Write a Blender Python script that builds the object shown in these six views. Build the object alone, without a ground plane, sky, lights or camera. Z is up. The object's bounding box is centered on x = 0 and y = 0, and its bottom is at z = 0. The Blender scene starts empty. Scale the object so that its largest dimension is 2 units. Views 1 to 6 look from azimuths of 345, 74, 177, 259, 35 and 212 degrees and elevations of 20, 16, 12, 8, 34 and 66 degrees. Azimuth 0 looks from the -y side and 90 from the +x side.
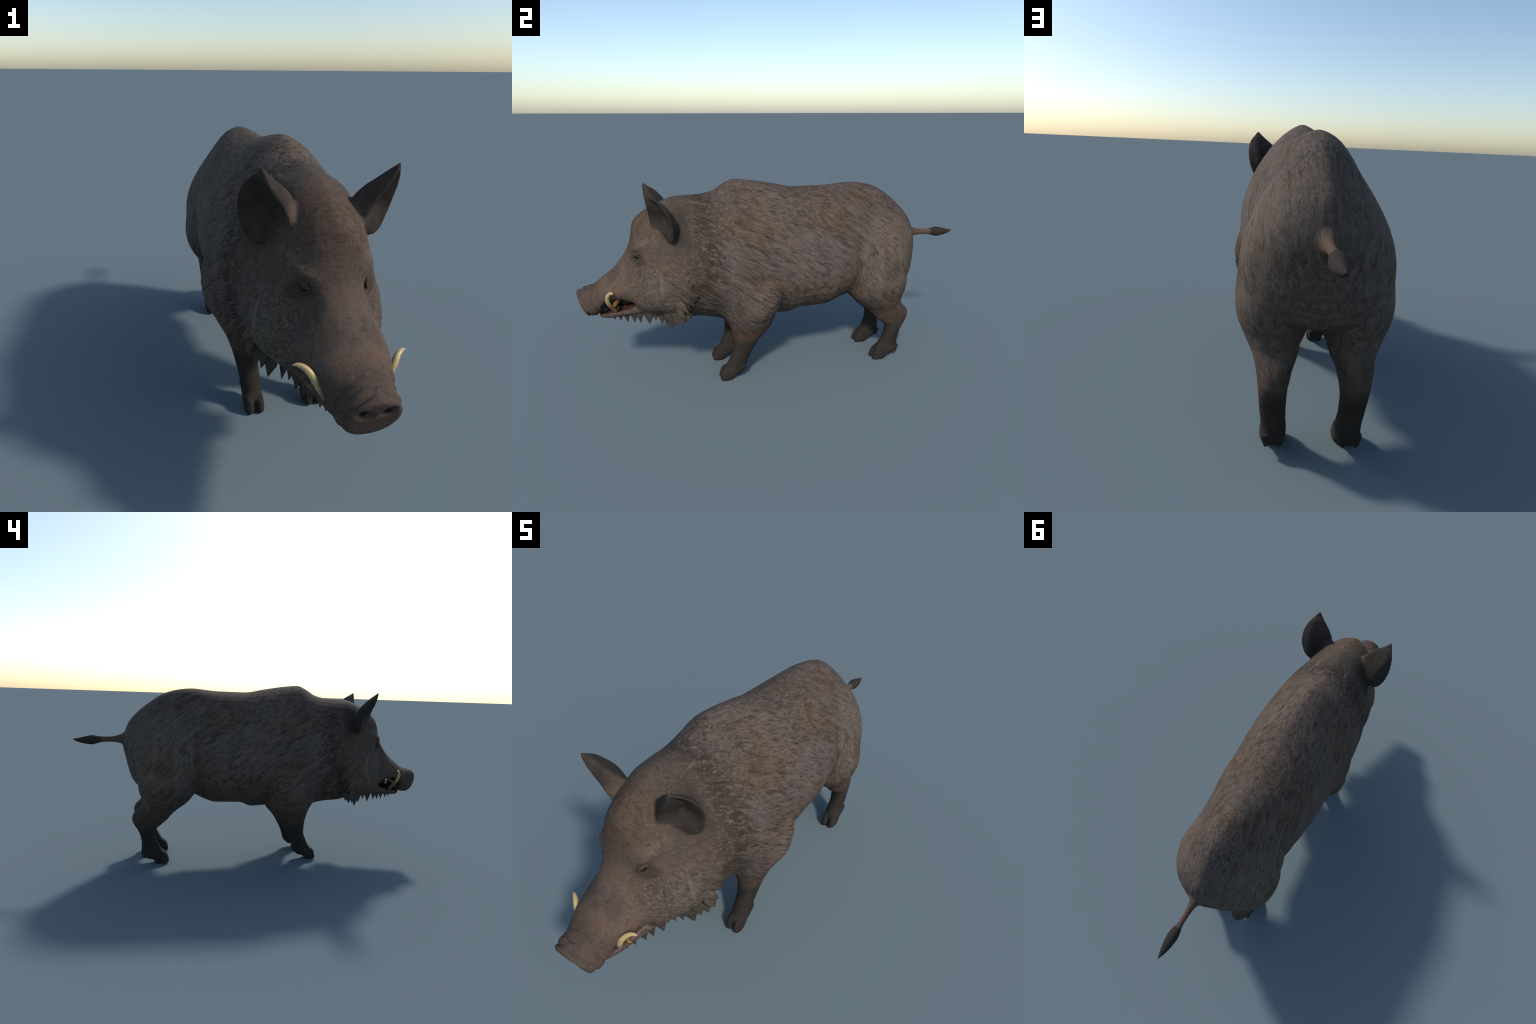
# A standing wild boar, built from cross-section lofts that are fused into one hide and cut into body parts.
import bpy, bmesh, math, random
import numpy as np
from mathutils import Vector, noise
from mathutils.bvhtree import BVHTree
from mathutils.kdtree import KDTree

random.seed(7)
rng = np.random.default_rng(7)
VOX = 0.0036

# ------------------------------------------------------------------ numeric helpers
def pchip(x, y, xq):
    """monotone cubic interpolation of rows y over knots x"""
    x = np.asarray(x, float); y = np.asarray(y, float)
    if y.ndim == 1: y = y[:, None]
    h = np.diff(x)[:, None]; d = np.diff(y, axis=0) / h
    m = np.zeros_like(y)
    if len(x) > 2:
        w1 = 2 * h[1:] + h[:-1]; w2 = h[1:] + 2 * h[:-1]
        with np.errstate(divide='ignore', invalid='ignore'):
            hm = (w1 + w2) / (w1 / d[:-1] + w2 / d[1:])
        m[1:-1] = np.where(d[:-1] * d[1:] > 0, hm, 0)
    m[0] = d[0]; m[-1] = d[-1]
    i = np.clip(np.searchsorted(x, xq, 'right') - 1, 0, len(x) - 2)
    t = ((xq - x[i]) / h[i, 0])[:, None]
    return ((1 + 2*t) * (1-t)**2 * y[i] + t * (1-t)**2 * h[i] * m[i]
            + t*t * (3 - 2*t) * y[i+1] + t*t * (t-1) * h[i] * m[i+1])

def catmull(P, n, closed=False):
    """n samples per span through the rows of P"""
    P = np.asarray(P, float); out = []
    N = len(P); spans = N if closed else N - 1
    for k in range(spans):
        if closed: a, b, c, d = (P[(k + j - 1) % N] for j in range(4))
        else:
            b, c = P[k], P[k+1]
            a = P[k-1] if k > 0 else 2*b - c
            d = P[k+2] if k + 2 < N else 2*c - b
        for t in np.arange(n) / n:
            out.append(0.5 * (2*b + (c-a)*t + (2*a - 5*b + 4*c - d)*t*t + (3*b - a - 3*c + d)*t**3))
    if not closed: out.append(P[-1])
    return np.array(out)

def tube(rings):
    """closed mesh from a stack of rings with equal point counts"""
    R = [np.asarray(r) for r in rings]; n = len(R[0])
    V = list(np.concatenate(R)); F = []
    for k in range(len(R) - 1):
        a, b = k*n, (k+1)*n
        for j in range(n):
            F.append((a+j, a+(j+1) % n, b+(j+1) % n, b+j))
    for k, rev in ((0, True), (len(R)-1, False)):
        V.append(R[k].mean(0)); c = len(V) - 1
        for j in range(n):
            f = (k*n+j, k*n+(j+1) % n, c)
            F.append(f[::-1] if rev else f)
    V = np.array(V)
    # make outward
    vol = 0.0
    for f in F:
        p = V[list(f)]
        for i in range(1, len(f)-1): vol += np.dot(p[0], np.cross(p[i], p[i+1]))
    if vol < 0: F = [f[::-1] for f in F]
    return V, F

def mirror(m):
    V, F = m
    return V * np.array([-1, 1, 1]), [f[::-1] for f in F]

def smoothstep(a, b, x):
    t = np.clip((x - a) / (b - a), 0, 1); return t*t*(3-2*t)

def gauss(x, s): return np.exp(-(x / s)**2)

# ------------------------------------------------------------------ trunk, neck and head: slices from crest to underside
# each slice: crest (y,z), underside (y,z), then half widths at the depths SLICE below the crest
SLICE = [0.0, .05, .12, .22, .35, .5, .65, .8, .92, .985, 1.0]
BODY = [
 ((.740, .650), (.722, .575), (0, .011, .019, .025, .029, .031, .030, .026, .019, .009, 0)),
 ((.731, .698), (.705, .508), (0, .027, .044, .056, .061, .062, .062, .058, .046, .022, 0)),
 ((.705, .765), (.682, .448), (0, .038, .065, .094, .113, .118, .120, .116, .094, .042, 0)),
 ((.667, .812), (.652, .414), (0, .042, .078, .120, .152, .162, .165, .162, .136, .062, 0)),
 ((.610, .863), (.600, .394), (0, .048, .084, .127, .175, .202, .212, .208, .163, .06, 0)),
 ((.510, .928), (.510, .384), (0, .059, .087, .129, .179, .219, .238, .234, .172, .06, 0)),
 ((.425, .951), (.425, .368), (0, .065, .094, .130, .174, .214, .231, .230, .182, .060, 0)),
 ((.360, .957), (.350, .362), (0, .072, .105, .142, .182, .213, .223, .212, .148, .048, 0)),
 ((.285, .951), (.285, .332), (0, .084, .125, .162, .196, .219, .224, .196, .118, .045, 0)),
 ((.220, .946), (.220, .313), (0, .092, .138, .177, .209, .229, .232, .208, .140, .050, 0)),
 ((.065, .945), (.085, .312), (0, .094, .141, .183, .217, .240, .243, .216, .145, .055, 0)),
 ((-.045, .965), (.012, .287), (0, .086, .137, .186, .223, .245, .244, .212, .134, .048, 0)),
 ((-.155, .984), (-.060, .292), (0, .076, .125, .175, .221, .250, .249, .212, .130, .048, 0)),
 ((-.243, .993), (-.200, .286), (0, .070, .120, .171, .218, .251, .254, .220, .142, .048, 0)),
 ((-.290, .975), (-.300, .287), (0, .071, .121, .173, .218, .246, .249, .217, .148, .050, 0)),
 ((-.350, .940), (-.375, .306), (0, .083, .131, .179, .218, .240, .236, .199, .132, .046, 0)),
 ((-.412, .927), (-.440, .316), (0, .086, .132, .175, .210, .225, .217, .181, .118, .042, 0)),
 ((-.525, .923), (-.510, .321), (0, .084, .119, .150, .175, .194, .206, .180, .118, .042, 0)),
 ((-.620, .889), (-.575, .340), (0, .071, .103, .131, .151, .172, .200, .188, .130, .045, 0)),
 ((-.695, .846), (-.625, .356), (0, .061, .090, .113, .130, .160, .191, .183, .130, .045, 0)),
 ((-.728, .805), (-.665, .360), (0, .052, .075, .091, .102, .138, .172, .166, .116, .042, 0)),
 ((-.738, .755), (-.695, .364), (0, .050, .070, .081, .088, .121, .152, .146, .104, .042, 0)),
 ((-.748, .712), (-.722, .385), (0, .047, .066, .077, .087, .114, .138, .137, .104, .044, 0)),
 ((-.780, .652), (-.748, .435), (0, .044, .064, .080, .096, .114, .130, .132, .116, .064, 0)),
 ((-.830, .592), (-.785, .452), (0, .042, .063, .084, .103, .117, .123, .121, .107, .068, 0)),
 ((-.882, .552), (-.825, .460), (0, .040, .058, .078, .096, .108, .112, .109, .097, .066, 0)),
 ((-.918, .524), (-.862, .448), (0, .037, .053, .069, .084, .094, .099, .097, .086, .058, 0)),
 ((-.944, .515), (-.893, .400), (0, .036, .051, .065, .079, .088, .091, .082, .064, .038, 0)),
 ((-.975, .507), (-.925, .374), (0, .037, .052, .065, .077, .083, .082, .070, .050, .026, 0)),
 ((-.997, .499), (-.951, .373), (0, .034, .048, .060, .070, .075, .073, .062, .045, .024, 0)),
 ((-1.002, .492), (-.958, .380), (0, .030, .043, .054, .063, .067, .065, .055, .040, .020, 0)),
]
def slice_loft(stations, per=4, nhalf=26, ts=SLICE):
    # smooth between stations along an accumulated distance
    mids = np.array([[(a[0]+b[0])/2, (a[1]+b[1])/2] for a, b, w in stations])
    tops = np.array([a for a, b, w in stations])
    s = np.r_[0, np.cumsum(np.linalg.norm(np.diff(mids, axis=0), axis=1) + .6*np.linalg.norm(np.diff(tops, axis=0), axis=1))]
    data = np.array([list(a) + list(b) + list(w) for a, b, w in stations])
    sq = np.concatenate([np.linspace(s[i], s[i+1], per, endpoint=False) for i in range(len(s)-1)] + [[s[-1]]])
    D = pchip(s, data, sq)
    # depth samples: denser at the two ends, where the outline turns
    tq = (1 - np.cos(np.linspace(0, math.pi, nhalf))) / 2
    rings = []
    for d in D:
        T, B, w = d[:2], d[2:4], d[4:]
        H = np.linalg.norm(T - B)
        # walk the outline as a curve (width, depth) so the crest stays round
        pts = np.c_[w, np.array(ts) * H]
        pts = np.r_[[(-pts[1, 0], pts[1, 1])], pts, [(-pts[-2, 0], pts[-2, 1])]]   # mirrored neighbours: no peak on the midline
        L = np.r_[0, np.cumsum(np.linalg.norm(np.diff(pts, axis=0), axis=1))]
        q = pchip(L, pts, L[1] + tq * (L[-2] - L[1]))
        x = np.maximum(q[:, 0], 0); t = q[:, 1] / H
        yz = T[None]*(1-t)[:, None] + B[None]*t[:, None]
        right = np.c_[x, yz]
        left = right[1:-1][::-1] * np.array([-1, 1, 1])
        ring = np.concatenate([right, left])
        for _ in range(2): ring = .5*ring + .25*(np.roll(ring, 1, 0) + np.roll(ring, -1, 0))
        rings.append(ring)
    return tube(rings)

trunk = slice_loft(BODY)

# lower jaw: slices along y, from inside the throat to the chin
JAW = [
 ((-.640, .470), (-.620, .352), (0, .060, .095, .115, .125, .125, .12, .105, .08, .035, 0)),
 ((-.700, .452), (-.690, .360), (0, .060, .090, .106, .112, .110, .104, .090, .066, .03, 0)),
 ((-.742, .436), (-.742, .362), (0, .056, .084, .096, .100, .098, .090, .076, .055, .026, 0)),
 ((-.785, .415), (-.790, .360), (0, .054, .074, .082, .085, .083, .078, .065, .048, .024, 0)),
 ((-.820, .404), (-.830, .357), (0, .052, .068, .073, .075, .073, .067, .056, .042, .022, 0)),
 ((-.855, .396), (-.860, .354), (0, .046, .060, .064, .065, .062, .057, .047, .035, .018, 0)),
 ((-.885, .388), (-.888, .355), (0, .036, .046, .050, .050, .047, .042, .034, .026, .014, 0)),
 ((-.903, .380), (-.904, .362), (0, .022, .028, .031, .031, .029, .026, .021, .015, .008, 0)),
]
jaw = slice_loft(JAW, per=3, nhalf=20)

# ------------------------------------------------------------------ legs: level slices (z, y front, y back, x inner, x outer)
def slab_ring(z, yf, yb, xi, xo, n=32, e=2.5, tilt=0.0):
    a = np.linspace(0, 2*math.pi, n, endpoint=False)
    c, s = np.cos(a), np.sin(a)
    x = (xi+xo)/2 + (xo-xi)/2 * np.sign(c) * abs(c)**(2/e)
    y = (yf+yb)/2 + (yb-yf)/2 * np.sign(s) * abs(s)**(2/e)
    return np.c_[x, y, np.full(n, z) + tilt*(y - (yf+yb)/2)]

def leg_loft(rows, per=4, e=2.4, e_top=None):
    R = np.array(rows, float)
    zq = np.concatenate([np.linspace(R[i, 0], R[i+1, 0], per, endpoint=False) for i in range(len(R)-1)] + [[R[-1, 0]]])
    D = pchip(R[:, 0], R[:, 1:], zq)
    return tube([slab_ring(z, *d, e=e if e_top is None else e + (e_top - e)*min(1, z/.3)) for z, d in zip(zq, D)])

FORE = [
 (.022, -.320, -.250, .085, .142), (.050, -.338, -.222, .077, .150), (.075, -.316, -.215, .076, .150), (.115, -.296, -.202, .077, .155),
 (.155, -.281, -.182, .077, .162), (.200, -.281, -.155, .073, .172), (.250, -.289, -.112, .066, .188),
 (.300, -.305, -.080, .050, .212), (.345, -.328, -.066, .030, .234), (.400, -.345, -.060, .010, .249),
 (.460, -.352, -.062, .010, .257), (.540, -.352, -.075, .010, .252), (.640, -.340, -.100, .010, .230), (.740, -.31, -.14, .010, .185)]
HIND = [
 (.022, .515, .600, .085, .142), (.050, .505, .633, .074, .152), (.075, .523, .633, .074, .152), (.100, .538, .632, .077, .153),
 (.140, .555, .636, .079, .158), (.185, .557, .652, .079, .162), (.215, .527, .672, .077, .165),
 (.245, .492, .684, .070, .169), (.270, .472, .680, .064, .174), (.300, .438, .655, .048, .184),
 (.330, .398, .635, .038, .202), (.360, .368, .635, .022, .218), (.400, .344, .648, .010, .234),
 (.450, .336, .653, .006, .242), (.520, .342, .640, .010, .238), (.600, .360, .600, .010, .224), (.700, .40, .60, .010, .172)]
foreleg = leg_loft(FORE, e_top=1.9)
hindleg = leg_loft(HIND, e_top=2.0)

def toe(xi, xo, yf, yb, top, lean):
    rows = [(0.000, yf+.004, yb-.004, xi+.004, xo-.003), (.010, yf, yb, xi, xo), (.028, yf+.004, yb+.016, xi-.001, xo+.001),
            (.048, yf+lean, yb+.03, xi+.001, xo), (top, yf+lean*2.2, yb+.02, xi+.006, xo-.004)]
    return leg_loft(rows, per=3, e=2.3)

def claw(x, y, z, dy):
    """small dew claw: a cone leaning back and down"""
    rings = []
    for t in np.linspace(0, 1, 7):
        r = .017 * (1-t)**.6 + .001
        c = np.array([x, y + dy*t*.35, z - .046*t])
        a = np.linspace(0, 2*math.pi, 12, endpoint=False)
        rings.append(c + np.c_[r*np.cos(a), r*1.1*np.sin(a), np.zeros(12)])
    return tube(rings)

fore_toes = [toe(.076, .1120, -.354, -.288, .062, .010), toe(.1148, .151, -.354, -.288, .062, .010)]
hind_toes = [toe(.076, .1120, .484, .562, .066, .014), toe(.1148, .152, .484, .562, .066, .014)]
fore_claws = [claw(.095, -.236, .072, -.035), claw(.133, -.236, .072, -.035)]
hind_claws = [claw(.094, .617, .072, .008), claw(.135, .617, .072, .008)]

# elbow muscle
def blob(c, r, rot=0.0, n=20):
    rings = []
    for t in np.linspace(.04, math.pi-.04, n):
        a = np.linspace(0, 2*math.pi, 28, endpoint=False)
        p = np.c_[r[0]*np.sin(t)*np.cos(a), r[1]*np.sin(t)*np.sin(a), np.full(28, r[2]*math.cos(t))]
        cr, sr = math.cos(rot), math.sin(rot)
        p = np.c_[p[:, 0], cr*p[:, 1]-sr*p[:, 2], sr*p[:, 1]+cr*p[:, 2]]
        rings.append(p + np.array(c))
    return tube(rings)
elbow = blob((.200, -.143, .455), (.068, .088, .14), rot=-.30)

# ------------------------------------------------------------------ tail
TAIL = [(.70, .664, .050, .060), (.725, .668, .034, .044), (.742, .670, .022, .030), (.765, .669, .0155, .021), (.80, .667, .0125, .0155), (.83, .666, .0125, .0150),
        (.850, .665, .0145, .0170), (.875, .663, .021, .021), (.900, .662, .0235, .0265), (.93, .660, .0205, .022), (.96, .659, .015, .015), (.982, .660, .008, .009), (1.004, .6665, .0015, .002)]
def tail_loft():
    R = np.array(TAIL); yq = np.concatenate([np.linspace(R[i, 0], R[i+1, 0], 4, endpoint=False) for i in range(len(R)-1)] + [[R[-1, 0]]])
    D = pchip(R[:, 0], R[:, 1:], yq); a = np.linspace(0, 2*math.pi, 24, endpoint=False)
    return tube([np.c_[d[1]*np.cos(a) + .004, np.full(24, y), d[0] + d[2]*np.sin(a)] for y, d in zip(yq, D)])
tail = tail_loft()

# ------------------------------------------------------------------ ear: a leaning cup; each row is front rim, crown side, back, outer rim, hollow
EAR = [
 [(.050, -.625, .775), (.045, -.590, .820), (.070, -.555, .770), (.085, -.575, .740), (.070, -.595, .765)],
 [(.092, -.642, .800), (.078, -.596, .854), (.125, -.537, .775), (.158, -.570, .738), (.125, -.608, .786)],
 [(.113, -.652, .832), (.094, -.608, .880), (.158, -.528, .797), (.197, -.562, .752), (.142, -.597, .806)],
 [(.132, -.656, .864), (.114, -.622, .904), (.176, -.542, .850), (.224, -.562, .812), (.158, -.582, .846)],
 [(.154, -.660, .893), (.138, -.635, .924), (.188, -.568, .890), (.232, -.578, .868), (.179, -.600, .885)],
 [(.174, -.664, .925), (.162, -.646, .944), (.196, -.604, .928), (.226, -.606, .915), (.188, -.624, .924)],
 [(.184, -.666, .952), (.177, -.657, .959), (.194, -.640, .951), (.204, -.640, .947), (.194, -.652, .947)],
 [(.187, -.664, .966), (.184, -.661, .967), (.188, -.658, .966), (.190, -.658, .965), (.188, -.661, .964)],
]
def ear_loft():
    rows = []
    for F, T, B, O, I in EAR:
        F, T, B, O, I = map(np.array, (F, T, B, O, I))
        c = (F+T+B+O)/4
        ring = [F, (F*.5+T*.5) + .10*((F+T)/2-c), T, (T+B)/2 + .16*((T+B)/2-c), B, (B+O)/2 + .10*((B+O)/2-c), O, O*.5+I*.5 + .12*(B-c)*0, I, (I+F)/2 - .10*((T+B)/2-c)*0]
        rows.append(catmull(ring, 4, closed=True))
    rows = np.array(rows)
    n = rows.shape[1]
    fine = catmull(rows.reshape(len(rows), -1), 5).reshape(-1, n, 3)
    return tube(list(fine))
ear = ear_loft()

# ------------------------------------------------------------------ fuse
parts = [("trunk", trunk), ("jaw", jaw), ("tail", tail)]
for side, f in ((1, lambda m: m), (-1, mirror)):
    parts.append(("fore", f(foreleg))); parts.append(("elbow", f(elbow)))
    parts.append(("hind", f(hindleg))); parts.append(("ear", f(ear)))
    for m in fore_toes + fore_claws: parts.append(("fore", f(m)))
    for m in hind_toes + hind_claws: parts.append(("hind", f(m)))
allV, allF, off = [], [], 0
for nm, (V, F) in parts:
    allV.append(V); allF += [tuple(i + off for i in f) for f in F]; off += len(V)
me = bpy.data.meshes.new("fused_hide")
me.from_pydata(np.concatenate(allV).tolist(), [], allF); me.update()
ob = bpy.data.objects.new("fused_hide", me)
bpy.context.scene.collection.objects.link(ob)
mod = ob.modifiers.new("r", 'REMESH'); mod.mode = 'VOXEL'; mod.voxel_size = VOX; mod.adaptivity = 0.0
dg = bpy.context.evaluated_depsgraph_get()
ev = ob.evaluated_get(dg); em = ev.to_mesh()
nv = len(em.vertices); V = np.empty(nv*3); em.vertices.foreach_get("co", V); V = V.reshape(-1, 3)
faces = [tuple(p.vertices) for p in em.polygons]
ev.to_mesh_clear()
bpy.data.objects.remove(ob, do_unlink=True)
quads = np.array([f if len(f) == 4 else (f[0], f[1], f[2], f[2]) for f in faces])

edges = np.concatenate([quads[:, [0, 1]], quads[:, [1, 2]], quads[:, [2, 3]], quads[:, [3, 0]]])
edges = edges[edges[:, 0] != edges[:, 1]]; edges.sort(axis=1); edges = np.unique(edges, axis=0)
deg = np.bincount(edges.ravel(), minlength=nv).astype(float)
def average(A):
    out = np.empty_like(A)
    for k in range(A.shape[1]):
        out[:, k] = (np.bincount(edges[:, 0], A[edges[:, 1], k], nv) + np.bincount(edges[:, 1], A[edges[:, 0], k], nv)) / deg
    return out
def normals(P):
    n = np.cross(P[quads[:, 2]] - P[quads[:, 0]], P[quads[:, 3]] - P[quads[:, 1]])
    N = np.zeros_like(P)
    for k in range(4):
        for c in range(3): N[:, c] += np.bincount(quads[:, k], n[:, c], nv)
    return N / np.maximum(np.linalg.norm(N, axis=1, keepdims=True), 1e-12)

# seams between neighbouring lofts are softened more than the rest
groups = {}
for nm, m in parts: groups.setdefault(nm, []).append(m)
trees = {}
for nm, ms in groups.items():
    vv, ff, o = [], [], 0
    for mv, mf in ms:
        vv.append(mv); ff += [tuple(i+o for i in f) for f in mf]; o += len(mv)
    trees[nm] = BVHTree.FromPolygons(np.concatenate(vv).tolist(), ff)
names = list(trees)
dist = np.full((nv, len(names)), .2)
for k, nm in enumerate(names):
    t = trees[nm]
    for i in range(nv):
        h = t.find_nearest(V[i], .05)
        if h[0] is not None: dist[i, k] = h[3]
srt = np.sort(dist, axis=1)
seam = np.clip(1 - (srt[:, 1]) / .022, 0, 1)
fine_zone = (V[:, 2] < .07) | ((V[:, 1] < -.72) & (V[:, 2] < .5)) | (abs(V[:, 0]) > .11) & (V[:, 2] > .72)
wt = np.where(fine_zone, seam*.25, seam)[:, None]
for _ in range(4):      # voxel steps
    V = V + .5*(average(V) - V); V = V - .34*(V*0 + average(V) - V)*0
for _ in range(30):
    V = V + .55*wt*(average(V) - V)

# ------------------------------------------------------------------ relief of the hide
N = normals(V)
X, Y, Z = V.T; AX = abs(X)
disp = np.zeros(nv)
head = smoothstep(-.40, -.60, Y)
# nostrils
dn = np.sqrt(((AX-.030)/.013)**2 + ((Z-.456 - (AX-.03)*.3)/.010)**2)
disp -= np.where(Y < -.955, .020*np.exp(-dn**2*.9), 0)
# rim of the snout disc and the folds behind it
ax_ = -.936*Y + .352*(.50 - Z)         # distance along the snout axis; the disc lies at .937
sn = smoothstep(-.82, -.88, Y) * smoothstep(.36, .39, Z) * smoothstep(.934, .926, ax_)
for c, d, s in ((.917, -.0050, .0055), (.903, .0030, .007), (.889, -.0042, .005), (.875, .0026, .007), (.861, -.0028, .005), (.846, .0016, .007)):
    wob = .007*np.sin(AX*48 + c*140) + .004*np.sin(Z*80 + c*170)
    disp += 1.6 * sn * d * gauss(ax_ - c + wob, s) * (.65 + .35*np.sin(AX*70 + c*300))
# cheek ruff: the fur of the cheek stands proud of the neck and ends in a ragged edge
rz = np.array([.33, .38, .44, .483, .535, .60, .66]); ry = np.array([-.530, -.515, -.486, -.456, -.484, -.497, -.53])
edge = np.interp(Z, rz, ry)
saw = lambda q: (q - np.floor(q))
edge = edge + .016*(saw(Z/.034 + .35*np.sin(Z*41)) - .5) * smoothstep(.66, .58, Z)
ruff = smoothstep(edge + .003, edge - .005, Y) * smoothstep(edge - .150, edge - .02, Y) * smoothstep(.10, .15, AX) * smoothstep(.66, .58, Z) * smoothstep(.325, .36, Z)
locks = .35*np.sin((Z*.94 + Y*.34)*150 + 2*np.sin(Y*40)) + .2*np.sin((Z*.9 + Y*.43)*290 + Y*30)
disp += ruff * .011 * (1 + .30*locks)
# loose locks on the shoulder point and elbow
sh = np.exp(-((Y+.13)**2 + (Z-.42)**2)/.11**2) * smoothstep(.14, .2, AX)
q = (Y*.80 - Z*.60)
lk = saw(q*17 + .45*np.sin((Y*.6 + Z*.8)*70) + .3*np.sin((Y*.6+Z*.8)*131))
disp += sh * .0040 * (lk**1.5 - .35)
# crease between flank and thigh
disp -= .008 * gauss(Y - (.345 + .05*(Z-.6) + .006*np.sin(Z*38)), .022) * smoothstep(.36, .44, Z) * smoothstep(.74, .62, Z) * smoothstep(.12, .18, AX)
# brow and eye socket
def at(x, y, z, s): return np.exp(-((AX-x)**2 + (Y-y)**2 + (Z-z)**2)/s**2)
disp += .015*np.exp(-((AX-.086)/.03)**2 - ((Z-.704-.25*(Y+.705))/.019)**2 - ((Y+.705)/.05)**2)
disp -= .008*at(.086, -.709, .664, .020)
disp += .0035*at(.100, -.700, .636, .016)
disp -= .004*np.exp(-((Z-.624-.5*(Y+.70))/.008)**2 - ((Y+.70)/.04)**2)*smoothstep(.07,.09,AX)*smoothstep(.15,.12,AX)
disp += .004*at(.098, -.690, .640, .02)
disp -= .008*at(.084, -.765, .615, .026)
tear = np.exp(-((Z-.655-1.35*(Y+.735))/.011)**2) * smoothstep(-.80, -.775, Y) * smoothstep(-.728, -.745, Y) * smoothstep(.05, .075, AX)
disp -= .005*tear
disp += .006*np.exp(-((Y+.618+.12*(Z-.55))/.014)**2)*smoothstep(.46,.50,Z)*smoothstep(.63,.59,Z)*smoothstep(.08,.12,AX)
V = V + N*disp[:, None]
N = normals(V); X, Y, Z = V.T; AX = abs(X)

# ------------------------------------------------------------------ colour nodes: a tiny expression layer over Math nodes
class S:
    nt = None
    def __init__(s, o): s.o = o
    @staticmethod
    def m(op, *a, clamp=False):
        n = S.nt.nodes.new('ShaderNodeMath'); n.operation = op; n.use_clamp = clamp
        for i, v in enumerate(a):
            if isinstance(v, S): S.nt.links.new(v.o, n.inputs[i])
            else: n.inputs[i].default_value = v
        return S(n.outputs[0])
    def __add__(s, b): return S.m('ADD', s, b)
    __radd__ = __add__
    def __sub__(s, b): return S.m('SUBTRACT', s, b)
    def __rsub__(s, b): return S.m('SUBTRACT', b, s)
    def __mul__(s, b): return S.m('MULTIPLY', s, b)
    __rmul__ = __mul__
    def abs(s): return S.m('ABSOLUTE', s)
    def step(s, a, b):
        n = S.nt.nodes.new('ShaderNodeMapRange'); n.interpolation_type = 'SMOOTHSTEP'
        S.nt.links.new(s.o, n.inputs['Value'])
        if a > b: n.inputs['From Min'].default_value, n.inputs['From Max'].default_value, n.inputs['To Min'].default_value, n.inputs['To Max'].default_value = b, a, 1, 0
        else: n.inputs['From Min'].default_value, n.inputs['From Max'].default_value = a, b
        return S(n.outputs[0])

def lin(r, g, b):
    return tuple(((c/255+.055)/1.055)**2.4 if c/255 > .04045 else c/255/12.92 for c in (r, g, b)) + (1,)
def mix(f, a, b, mode='MIX'):
    n = S.nt.nodes.new('ShaderNodeMix'); n.data_type = 'RGBA'; n.blend_type = mode
    for sock, v in ((n.inputs[0], f), (n.inputs[6], a), (n.inputs[7], b)):
        if isinstance(v, S): S.nt.links.new(v.o, sock)
        elif isinstance(v, (int, float)): sock.default_value = v
        else: sock.default_value = v
    return S(n.outputs[2])
def coords():
    """object coordinates folded at the midline, so that both flanks carry the same markings"""
    n = S.nt.nodes.new('ShaderNodeTexCoord'); v = S.nt.nodes.new('ShaderNodeVectorMath'); v.operation = 'ABSOLUTE'
    a = S.nt.nodes.new('ShaderNodeSeparateXYZ'); b = S.nt.nodes.new('ShaderNodeSeparateXYZ'); c = S.nt.nodes.new('ShaderNodeCombineXYZ')
    S.nt.links.new(n.outputs['Object'], v.inputs[0]); S.nt.links.new(v.outputs[0], a.inputs[0]); S.nt.links.new(n.outputs['Object'], b.inputs[0])
    S.nt.links.new(a.outputs[0], c.inputs[0]); S.nt.links.new(b.outputs[1], c.inputs[1]); S.nt.links.new(b.outputs[2], c.inputs[2])
    return c.outputs[0]
def mapping(vec, rot=(0, 0, 0), scale=(1, 1, 1), loc=(0, 0, 0)):
    n = S.nt.nodes.new('ShaderNodeMapping'); S.nt.links.new(vec, n.inputs[0])
    n.inputs['Rotation'].default_value = rot; n.inputs['Scale'].default_value = scale; n.inputs['Location'].default_value = loc
    return n.outputs[0]
def comb(vec, deg, along, across):
    """coordinates for strokes that run backward and down at deg degrees"""
    return mapping(mapping(vec, rot=(math.radians(deg), 0, 0)), scale=(across, along, across))
def noise_tex(vec, scale, detail=3, rough=.55, dist=0.0):
    n = S.nt.nodes.new('ShaderNodeTexNoise'); S.nt.links.new(vec, n.inputs['Vector'])
    n.inputs['Scale'].default_value = scale; n.inputs['Detail'].default_value = detail
    n.inputs['Roughness'].default_value = rough; n.inputs['Distortion'].default_value = dist
    return S(n.outputs['Fac'])
def new_mat(name):
    m = bpy.data.materials.new(name); m.use_nodes = True
    S.nt = m.node_tree
    return m, S.nt.nodes['Principled BSDF']
def plug(s, sock): S.nt.links.new(s.o, sock)
def bump(h, strength, dist):
    n = S.nt.nodes.new('ShaderNodeBump'); n.inputs['Strength'].default_value = strength; n.inputs['Distance'].default_value = dist
    plug(h, n.inputs['Height']); return n.outputs[0]

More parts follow.
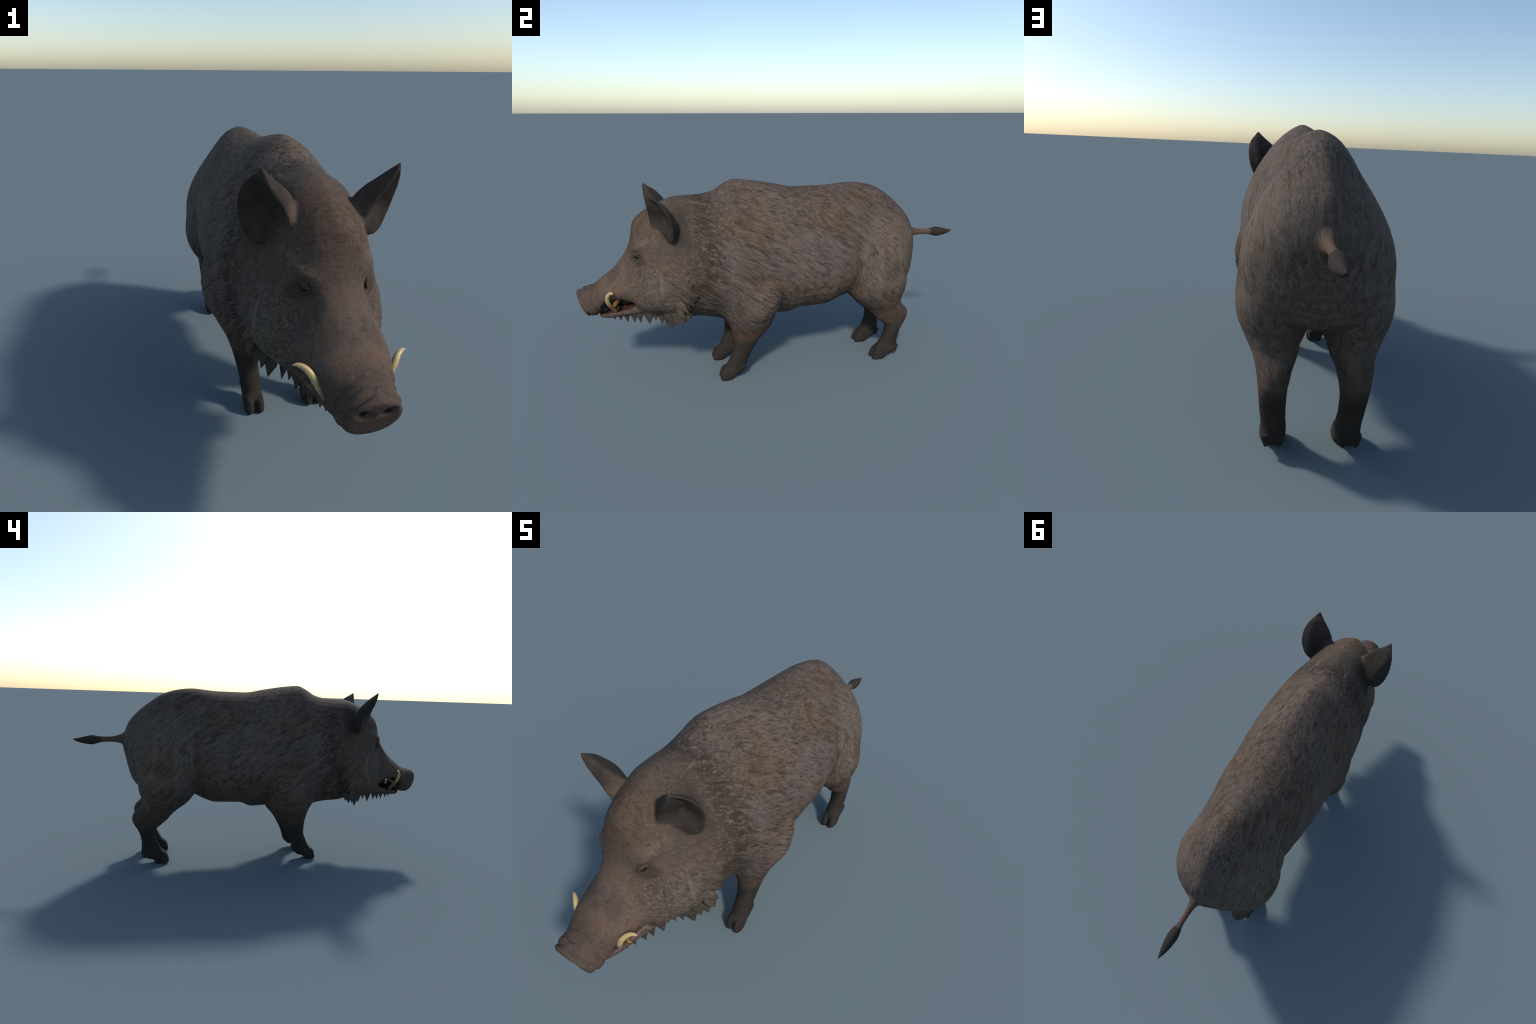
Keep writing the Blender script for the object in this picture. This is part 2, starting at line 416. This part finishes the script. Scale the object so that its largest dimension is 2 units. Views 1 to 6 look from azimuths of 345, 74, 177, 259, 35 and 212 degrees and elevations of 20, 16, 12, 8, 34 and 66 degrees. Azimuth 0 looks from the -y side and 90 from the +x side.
def hide_material(name):
    m, p = new_mat(name)
    co = coords()
    sep = S.nt.nodes.new('ShaderNodeSeparateXYZ'); S.nt.links.new(co, sep.inputs[0])
    x, y, z = (S(sep.outputs[i]) for i in range(3)); ax = x.abs()
    # warp the coordinate so the hair strokes are not ruler straight
    wn = S.nt.nodes.new('ShaderNodeTexNoise'); S.nt.links.new(co, wn.inputs['Vector']); wn.inputs['Scale'].default_value = 5; wn.inputs['Detail'].default_value = 2
    vm = S.nt.nodes.new('ShaderNodeVectorMath'); vm.operation = 'MULTIPLY_ADD'
    S.nt.links.new(wn.outputs['Color'], vm.inputs[0]); vm.inputs[1].default_value = (.06, .06, .06); S.nt.links.new(co, vm.inputs[2])
    wco = vm.outputs[0]
    # hair lies backward and down over trunk
    hair = noise_tex(comb(wco, 28, 12, 120), 1.0, 4, .62)
    hair2 = noise_tex(comb(wco, 34, 24, 280), 1.0, 2, .6)
    haird = noise_tex(comb(wco, 62, 12, 120), 1.0, 4, .62)
    patch = noise_tex(co, 4.2, 3, .6); patch2 = noise_tex(mapping(co, loc=(3, 1, 7)), 11, 4, .6)
    mott = noise_tex(co, 38, 4, .65, .6)
    n_edge = patch2 * .10 - .05
    # masks
    strokes_pre = hair
    headm = (y + z*-.12 + n_edge*1.6 + (strokes_pre - .5)*.30).step(-.50, -.68)
    neckm = (y + n_edge).step(-.30, -.42)
    legline = z + n_edge*.5
    rearm = (y + n_edge*.6).step(.22, .40)
    def spot(py, pz, ry, rz, soft=.6):
        d = ((y - py)*(1/ry))*((y - py)*(1/ry)) + ((z - pz)*(1/rz))*((z - pz)*(1/rz))
        return (d + n_edge*5).step(1.0, 1.0 - soft)
    hairr = noise_tex(comb(wco, 84, 12, 120), 1.0, 4, .62)
    strokes = mix(rearm, hair, haird)
    strokes = mix(y.step(.58, .66), strokes, hairr)
    grey = lin(*COAT['grey']); brown = lin(*COAT['brown']); dark = lin(*COAT['dark']); pale = lin(*COAT['pale']); tan = lin(*COAT['tan'])
    c = mix(patch.step(.40, .62), grey, brown)
    c = mix(spot(.10, .62, .26, .15)*.85, c, lin(*COAT['lilac']))
    c = mix(spot(-.33, .60, .09, .20)*.6, c, lin(*COAT['lilac']))
    c = mix(spot(.52, .62, .20, .24)*.8, c, lin(*COAT['hip']))
    c = mix(neckm*.85*patch2.step(.28, .55), c, lin(*COAT['neck']))
    c = mix(strokes.step(.50, .30) * (y.step(.66, .58)*.40 + .42), c, dark)
    light = strokes.step(.52, .70)
    c = mix(light * .62, c, pale)
    shag = noise_tex(comb(wco, 42, 5, 48), 1.0, 3, .6)
    c = mix(shag.step(.48, .34) * .45, c, dark)
    c = mix(shag.step(.52, .68) * .30, c, pale)
    # tan locks: diagonal from the withers to the point of the shoulder, and about the elbow
    diag = ((y + z*.55 - .36) + n_edge*.9).abs().step(.09, .02) * z.step(.40, .52)
    elbow = spot(-.15, .40, .13, .12)
    top = spot(-.02, .84, .22, .10)
    c = mix((diag*.5 + elbow*.6 + top*.22) * strokes.step(.46, .60), c, tan)
    c = mix(hair2.step(.50, .66) * .40, c, pale)
    # mottled lower flank
    worm = noise_tex(mapping(wco, scale=(1, 1.2, .8)), 44, 3, .55, 1.2)
    lowf = spot(.12, .45, .25, .16, .9)
    c = mix(lowf*worm.step(.50, .62)*.6, c, tan)
    c = mix(lowf*worm.step(.46, .36)*.6, c, dark)
    fl = mott.step(.58, .66) * patch2.step(.46, .62)
    c = mix(fl*.2, c, lin(*COAT['rust']))
    # dark places: crest, flank fold, thigh, the ring behind the head
    c = mix((patch2.step(.50, .64))*(ax.step(.12, .04)) * z.step(.85, .90) * .15, c, dark)
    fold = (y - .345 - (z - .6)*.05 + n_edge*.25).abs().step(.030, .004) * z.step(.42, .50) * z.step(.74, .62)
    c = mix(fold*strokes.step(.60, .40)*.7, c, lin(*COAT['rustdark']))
    c = mix(spot(.52, .52, .055, .065, 1.0)*.28, c, dark)
    ring = ((y + n_edge*.7 + (z - .6)*.10) + .385).abs().step(.075, .02)
    c = mix(ring*.34*strokes.step(.62, .44), c, dark)
    # head: smoother skin, finer mottling
    hc = mix(patch.step(.40, .60), lin(*COAT['face']), lin(*COAT['face2']))
    hc = mix((z + n_edge).step(.62, .54)*(y + n_edge).step(-.74, -.66)*.6, hc, lin(*COAT['cheek']))
    hc = mix(spot(-.675, .738, .06, .028, 1.0)*.28, hc, pale)
    hc = mix(mott.step(.54, .68)*.40, hc, lin(*COAT['facedark']))
    face_hair = noise_tex(comb(wco, 40, 26, 120), 1.0, 4, .65)
    cheekm = (z + n_edge).step(.66, .56)*y.step(-.80, -.68)
    hc = mix(face_hair.step(.50, .66)*(cheekm*.40 + .28), hc, pale)
    hc = mix(face_hair.step(.48, .34)*(cheekm*.40 + .38), hc, lin(*COAT['facedark']))
    hc = mix(spot(-.50, .50, .09, .16)*strokes.step(.5, .62)*.5, hc, tan)
    hc = mix(spot(-.617, .545, .014, .075, .9)*.45, hc, pale)
    muzz = (y - z*.3).step(-.92, -1.02)
    hc = mix(muzz*.6, hc, lin(*COAT['snout']))
    bridge = (y + n_edge*.5).step(-.74, -.80) * (y + n_edge*.5).step(-.93, -.86) * z.step(.46, .52)
    hc = mix(bridge*.35*patch2.step(.35, .6), hc, pale)
    hc = mix(y.step(-.74, -.80)*y.step(-.93, -.89)*patch2.step(.48, .64)*.5, hc, lin(*COAT['rust']))
    hc = mix(y.step(-.74, -.80)*mott.step(.52, .64)*.35, hc, lin(*COAT['facedark']))
    hc = mix(spot(-.712, .655, .036, .034, .9)*.65, hc, lin(*COAT['facedark']))
    spots = noise_tex(mapping(co, loc=(1, 2, 3)), 62, 2, .5).step(.64, .70) * (z).step(.66, .74)
    hc = mix(spots*.75, hc, lin(*COAT['facedark']))
    fore_head = z.step(.70, .78)*ax.step(.12, .05)
    hc = mix(fore_head*y.step(-.54, -.64)*.25, hc, lin(*COAT['rust']))
    hc = mix(fore_head*y.step(-.56, -.64)*noise_tex(mapping(co, loc=(2, 5, 1)), 52, 4, .7, .3).step(.50, .62)*.6, hc, lin(*COAT['rustdark']))
    nos = (((ax - .030)*(1/.011))*((ax - .030)*(1/.011)) + ((z - .455)*(1/.008))*((z - .455)*(1/.008))).step(1.2, .5) * y.step(-.94, -.96)
    hc = mix(nos*.85, hc, lin(22, 18, 17))
    c = mix(headm, c, hc)
    # ears
    earm = (ax + z*.35 + n_edge*.2).step(.385, .43) * z.step(.70, .74) * y.step(-.46, -.52)
    ec = mix(noise_tex(co, 25, 4, .6).step(.4, .65), lin(*COAT['ear']), lin(*COAT['ear2']))
    c = mix(earm, c, ec)
    # dark stockings, with a rusty band above them
    fl_ = y.step(.2, .1)
    top_f = (legline + y*.12).step(.215, .165)*fl_
    top_h = legline.step(.255, .17)*(1 - fl_)
    band = (legline.step(.34, .26))*z.step(.16, .22)
    c = mix(band*.5, c, lin(*COAT['rustdark']))
    sock = mix(noise_tex(co, 22, 5, .6).step(.35, .7), lin(*COAT['sock']), lin(*COAT['sock2']))
    c = mix(top_f + top_h, c, sock)
    # tail: bare tan stalk, grey ring, dark tuft
    tl = y.step(.735, .765)
    c = mix(tl, c, lin(*COAT['stalk']))
    c = mix(y.step(.838, .842), c, lin(*COAT['ring']))
    c = mix((y + n_edge*.05).step(.853, .862), c, lin(*COAT['tuft']))
    plug(c, p.inputs['Base Color'])
    p.inputs['Roughness'].default_value = .85
    p.inputs['Specular IOR Level'].default_value = .12
    h = strokes*.7 + hair2*.4 + mott*.3
    S.nt.links.new(bump(h, .55, .004), p.inputs['Normal'])
    return m

def strokes_f(c): return c

COAT = dict(grey=(112, 103, 98), brown=(114, 97, 82), dark=(56, 48, 44), pale=(160, 146, 134), rust=(132, 102, 80), rustdark=(88, 66, 52),
            face=(110, 101, 90), face2=(116, 102, 92), facedark=(74, 64, 56), snout=(112, 94, 86),
            ear=(74, 68, 64), ear2=(88, 80, 74), sock=(62, 58, 54), sock2=(75, 69, 64), tan=(142, 122, 104), ring=(112, 106, 104), tuft=(72, 66, 62), stalk=(128, 106, 90), lilac=(126, 115, 115), hip=(132, 120, 108), cheek=(124, 116, 106), neck=(76, 66, 54))

DARKEN = .695
COAT = {k: tuple(c*DARKEN*w for c, w in zip(v, (1.0, .968, .942))) for k, v in COAT.items()}
hide = hide_material("boar_hide")

def plain(name, col, rough=.5, col2=None, scale=20, spec=.4, coat=0):
    m, p = new_mat(name)
    if col2:
        c = mix(noise_tex(coords(), scale, 4, .6).step(.35, .68), lin(*col), lin(*col2)); plug(c, p.inputs['Base Color'])
    else: p.inputs['Base Color'].default_value = lin(*col)
    p.inputs['Roughness'].default_value = rough; p.inputs['Specular IOR Level'].default_value = spec
    p.inputs['Coat Weight'].default_value = coat
    return m
gum = plain("gum_flesh", (68, 40, 38), .5, (46, 28, 27), 40)
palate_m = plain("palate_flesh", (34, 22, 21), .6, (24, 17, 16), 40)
eye_m = plain("eye_dark", (30, 18, 15), .2, (18, 12, 11), 60, .4, .2)
lid_m = plain("eyelid_skin", (104, 96, 84), .6, (84, 76, 66), 60)
def beard_hair():
    m, p = new_mat("beard_hair"); co = coords()
    n = noise_tex(comb(co, 70, 22, 170), 1.0, 4, .65); b = noise_tex(co, 14, 3, .6)
    c = mix(b.step(.35, .65), lin(54, 48, 42), lin(66, 58, 50))
    c = mix(n.step(.52, .68)*.6, c, lin(86, 77, 66)); c = mix(n.step(.47, .32)*.7, c, lin(38, 33, 29))
    plug(c, p.inputs['Base Color']); p.inputs['Roughness'].default_value = .75; p.inputs['Specular IOR Level'].default_value = .25
    S.nt.links.new(bump(n, .6, .004), p.inputs['Normal']); return m
tuft_m = beard_hair()
stub_m = plain("stained_ivory", (116, 84, 40), .4, (84, 58, 26), 60)

def ivory():
    m, p = new_mat("tusk_ivory"); co = coords()
    sep = S.nt.nodes.new('ShaderNodeSeparateXYZ'); S.nt.links.new(co, sep.inputs[0]); z = S(sep.outputs[2])
    n = noise_tex(mapping(co, scale=(1, 1, .35)), 70, 4, .6)
    c = mix((z + n*.02).step(.485, .425), lin(178, 154, 106), lin(98, 72, 42))
    c = mix(n.step(.55, .75)*.4, c, lin(176, 150, 104))
    plug(c, p.inputs['Base Color']); p.inputs['Roughness'].default_value = .38
    return m
tusk_m = ivory()

# ------------------------------------------------------------------ cut the hide into anatomical parts
coll = bpy.context.scene.collection
root = bpy.data.objects.new("wild_boar", None); coll.objects.link(root)
root["label"] = "grey-brown wild boar standing with curved tusks and bristly beard"
root["category"] = "wild boar"

fc = V[quads].mean(axis=1); fn = N[quads].mean(axis=1)
fx, fy, fz = fc.T; fax = abs(fx)
fd = dist[quads].mean(axis=1)
col = {n: k for k, n in enumerate(names)}
near = fd.argmin(axis=1)
lab = np.full(len(quads), 'torso', dtype=object)
cut_head = fy + .10*(fz-.6) < -.47
cut_neck = fy + .10*(fz-.6) < -.34
lab[cut_neck] = 'neck'; lab[cut_head] = 'head'
isf = ((near == col['fore']) | (near == col['elbow'])) & (fz < .42) | (fz < .27) & (fy < .1) & (fy > -.42)
ish = (near == col['hind']) & (fz < .42) | (fz < .30) & (fy > .33)
for m_, n_ in ((isf, 'foreleg'), (ish, 'hind_leg')):
    m_ = m_ & (fax > .008)
    lab[m_ & (fx > 0)] = n_ + '+'; lab[m_ & (fx < 0)] = n_ + '-'
    hoof = m_ & (fz < .026)
    lab[hoof & (fx > 0)] = n_ + '_hoof+'; lab[hoof & (fx < 0)] = n_ + '_hoof-'
ise = (near == col['ear']) & (fz > .70) & (fax > .07)
lab[ise & (fx > 0)] = 'ear+'; lab[ise & (fx < 0)] = 'ear-'
lab[(fy > .742)] = 'tail'
isj = (near == col['jaw']) & (fy < -.70) & (fz < .445)
lab[isj] = 'lower_jaw'
lab[(near == col['trunk']) & (fy < -.70) & (fz < .37) & (fy > -.9)] = 'lower_jaw'
lab[isj & (fn[:, 2] > .35) & (fax < .084) & (fy < -.735)] = 'gum'
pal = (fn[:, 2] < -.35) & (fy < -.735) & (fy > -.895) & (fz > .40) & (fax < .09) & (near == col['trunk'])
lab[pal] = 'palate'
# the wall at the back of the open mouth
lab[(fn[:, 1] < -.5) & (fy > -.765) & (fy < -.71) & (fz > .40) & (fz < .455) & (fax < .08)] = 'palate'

def part(label, name, parent, mat):
    sel = np.nonzero(lab == label)[0]
    if not len(sel): return None
    q = quads[sel]; u, inv = np.unique(q, return_inverse=True); q2 = inv.reshape(q.shape)
    fl = [tuple(f) if f[2] != f[3] else tuple(f[:3]) for f in q2.tolist()]
    me = bpy.data.meshes.new(name); me.from_pydata(V[u].tolist(), [], fl); me.update()
    me.polygons.foreach_set("use_smooth", [True]*len(me.polygons))
    me.normals_split_custom_set_from_vertices(N[u].tolist())
    me.materials.append(mat)
    o = bpy.data.objects.new(name, me); coll.objects.link(o); o.parent = parent
    return o
torso_o = part('torso', 'torso', root, hide)
neck_o = part('neck', 'neck', root, hide)
head_o = part('head', 'head', root, hide)
jaw_o = part('lower_jaw', 'lower_jaw', head_o, hide)
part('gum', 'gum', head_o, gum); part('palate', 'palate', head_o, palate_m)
for s in '+-':
    part('ear'+s, 'ear', head_o, hide)
    f = part('foreleg'+s, 'foreleg', root, hide); part('foreleg_hoof'+s, 'hoof', f, hide)
    h = part('hind_leg'+s, 'hind_leg', root, hide); part('hind_leg_hoof'+s, 'hoof', h, hide)
part('tail', 'tail', root, hide)

# ------------------------------------------------------------------ loose parts
def add(name, mesh, parent, mat, smooth=True):
    me = bpy.data.meshes.new(name); me.from_pydata(mesh[0].tolist(), [], mesh[1]); me.update()
    me.polygons.foreach_set("use_smooth", [smooth]*len(me.polygons)); me.materials.append(mat)
    o = bpy.data.objects.new(name, me); coll.objects.link(o); o.parent = parent
    return o

def sweep(path, radii, n=14, flat=1.0, side=None, per=6):
    P = catmull(path, per); r = catmull(np.array(radii)[:, None], per)[:, 0]
    rings = []
    for i in range(len(P)):
        t = P[min(i+1, len(P)-1)] - P[max(i-1, 0)]; t /= np.linalg.norm(t)
        ref = np.array(side if side is not None else (0, 0, 1.0))
        a = np.cross(t, ref); a /= np.linalg.norm(a) + 1e-9; b = np.cross(a, t)
        an = np.linspace(0, 2*math.pi, n, endpoint=False)
        rings.append(P[i] + np.outer(np.cos(an)*r[i]*flat, a) + np.outer(np.sin(an)*r[i], b))
    return tube(rings)

TUSK = [(.058, -.828, .398), (.071, -.846, .424), (.090, -.860, .456), (.108, -.860, .489), (.124, -.848, .509), (.141, -.838, .516), (.155, -.834, .514)]
TUSK_R = [.0105, .0106, .0105, .0098, .0084, .0056, .0010]
STUB = [(.070, -.808, .470), (.084, -.822, .452), (.098, -.832, .443), (.108, -.826, .445)]
STUB_R = [.010, .0105, .009, .003]
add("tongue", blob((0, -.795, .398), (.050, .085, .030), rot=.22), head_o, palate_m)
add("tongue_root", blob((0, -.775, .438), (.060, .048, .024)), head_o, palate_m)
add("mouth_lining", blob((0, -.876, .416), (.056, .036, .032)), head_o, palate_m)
eye_c = np.array((.0800, -.7075, .6635))
for f in (lambda m: m, mirror):
    add("tusk", f(sweep(TUSK, TUSK_R)), head_o, tusk_m)
    add("upper_tusk", f(sweep(STUB, STUB_R)), head_o, stub_m)
    add("eye", f(blob(eye_c, (.0145, .0195, .0140))), head_o, eye_m)
    up, lo = [], []
    for t in np.linspace(-1, 1, 7):
        yy = eye_c[1] + .027*t
        xx = eye_c[0] + .0125 - .006*t*t + .007*t
        up.append((xx, yy, eye_c[2] + .0165*(1-t*t) - .001 + .002*t)); lo.append((xx, yy, eye_c[2] - .0145*(1-t*t) - .002 + .002*t))
    add("eyelid", f(sweep(up, [.003, .0062, .0078, .0084, .0078, .0062, .003], per=4)), head_o, hide)
    add("eyelid", f(sweep(lo, [.003, .0052, .0062, .0066, .0062, .0052, .003], per=4)), head_o, hide)

# beard: flat pointed tufts hanging from the jaw edge, then the ragged back edge of the cheek ruff
def tuft(tip, w, root_p, across, thick=.008, straight=.3, bend=(0, 0, 0)):
    tip, rp, across = (np.array(v, float) for v in (tip, root_p, across)); across /= np.linalg.norm(across)
    d = tip - rp; n = np.cross(across, d); n /= np.linalg.norm(n); bend = np.array(bend, float)
    rings = []
    for t in np.linspace(0, 1, 15):
        k = 1.0 if t < straight else 1 - (t - straight) / (1 - straight)
        p = rp + d*t + bend*4*t*(1-t)
        an = np.linspace(0, 2*math.pi, 12, endpoint=False)
        rings.append(p + np.outer(np.cos(an)*(w*k + .0003), across) + np.outer(np.sin(an)*(thick*k**.7 + .0003), n))
    return tube(rings)
BEARD = [(.030, -.838, .347, .014), (.047, -.810, .345, .016), (.051, -.780, .335, .017), (.068, -.747, .337, .018), (.078, -.720, .337, .017), (.086, -.679, .328, .024),
         (.084, -.650, .342, .018), (.086, -.621, .323, .024), (.101, -.597, .314, .024), (.139, -.578, .315, .034), (.168, -.531, .336, .030), (.155, -.556, .335, .026), (.178, -.508, .352, .024)]
RUFF = [((.207, -.448, .484), (.194, -.520, .520), .017), ((.203, -.474, .440), (.190, -.535, .490), .016), ((.198, -.500, .400), (.184, -.548, .460), .017),
        ((.190, -.515, .366), (.178, -.552, .430), .016), ((.203, -.476, .535), (.190, -.535, .565), .013)]
for f in (lambda m: m, mirror):
    for (tx, ty, tz, w) in BEARD:
        tz -= .004
        add("beard_tuft", f(tuft((tx, ty, tz), w, (tx*.93, ty - .004, .395), (.18 + tx, 1, 0))), head_o, tuft_m)
    for tip, rp, w in RUFF:
        add("ruff_tuft", f(tuft(tip, w, rp, (.1, .5, .8), .006, .45, (.004, 0, 0))), head_o, hide)
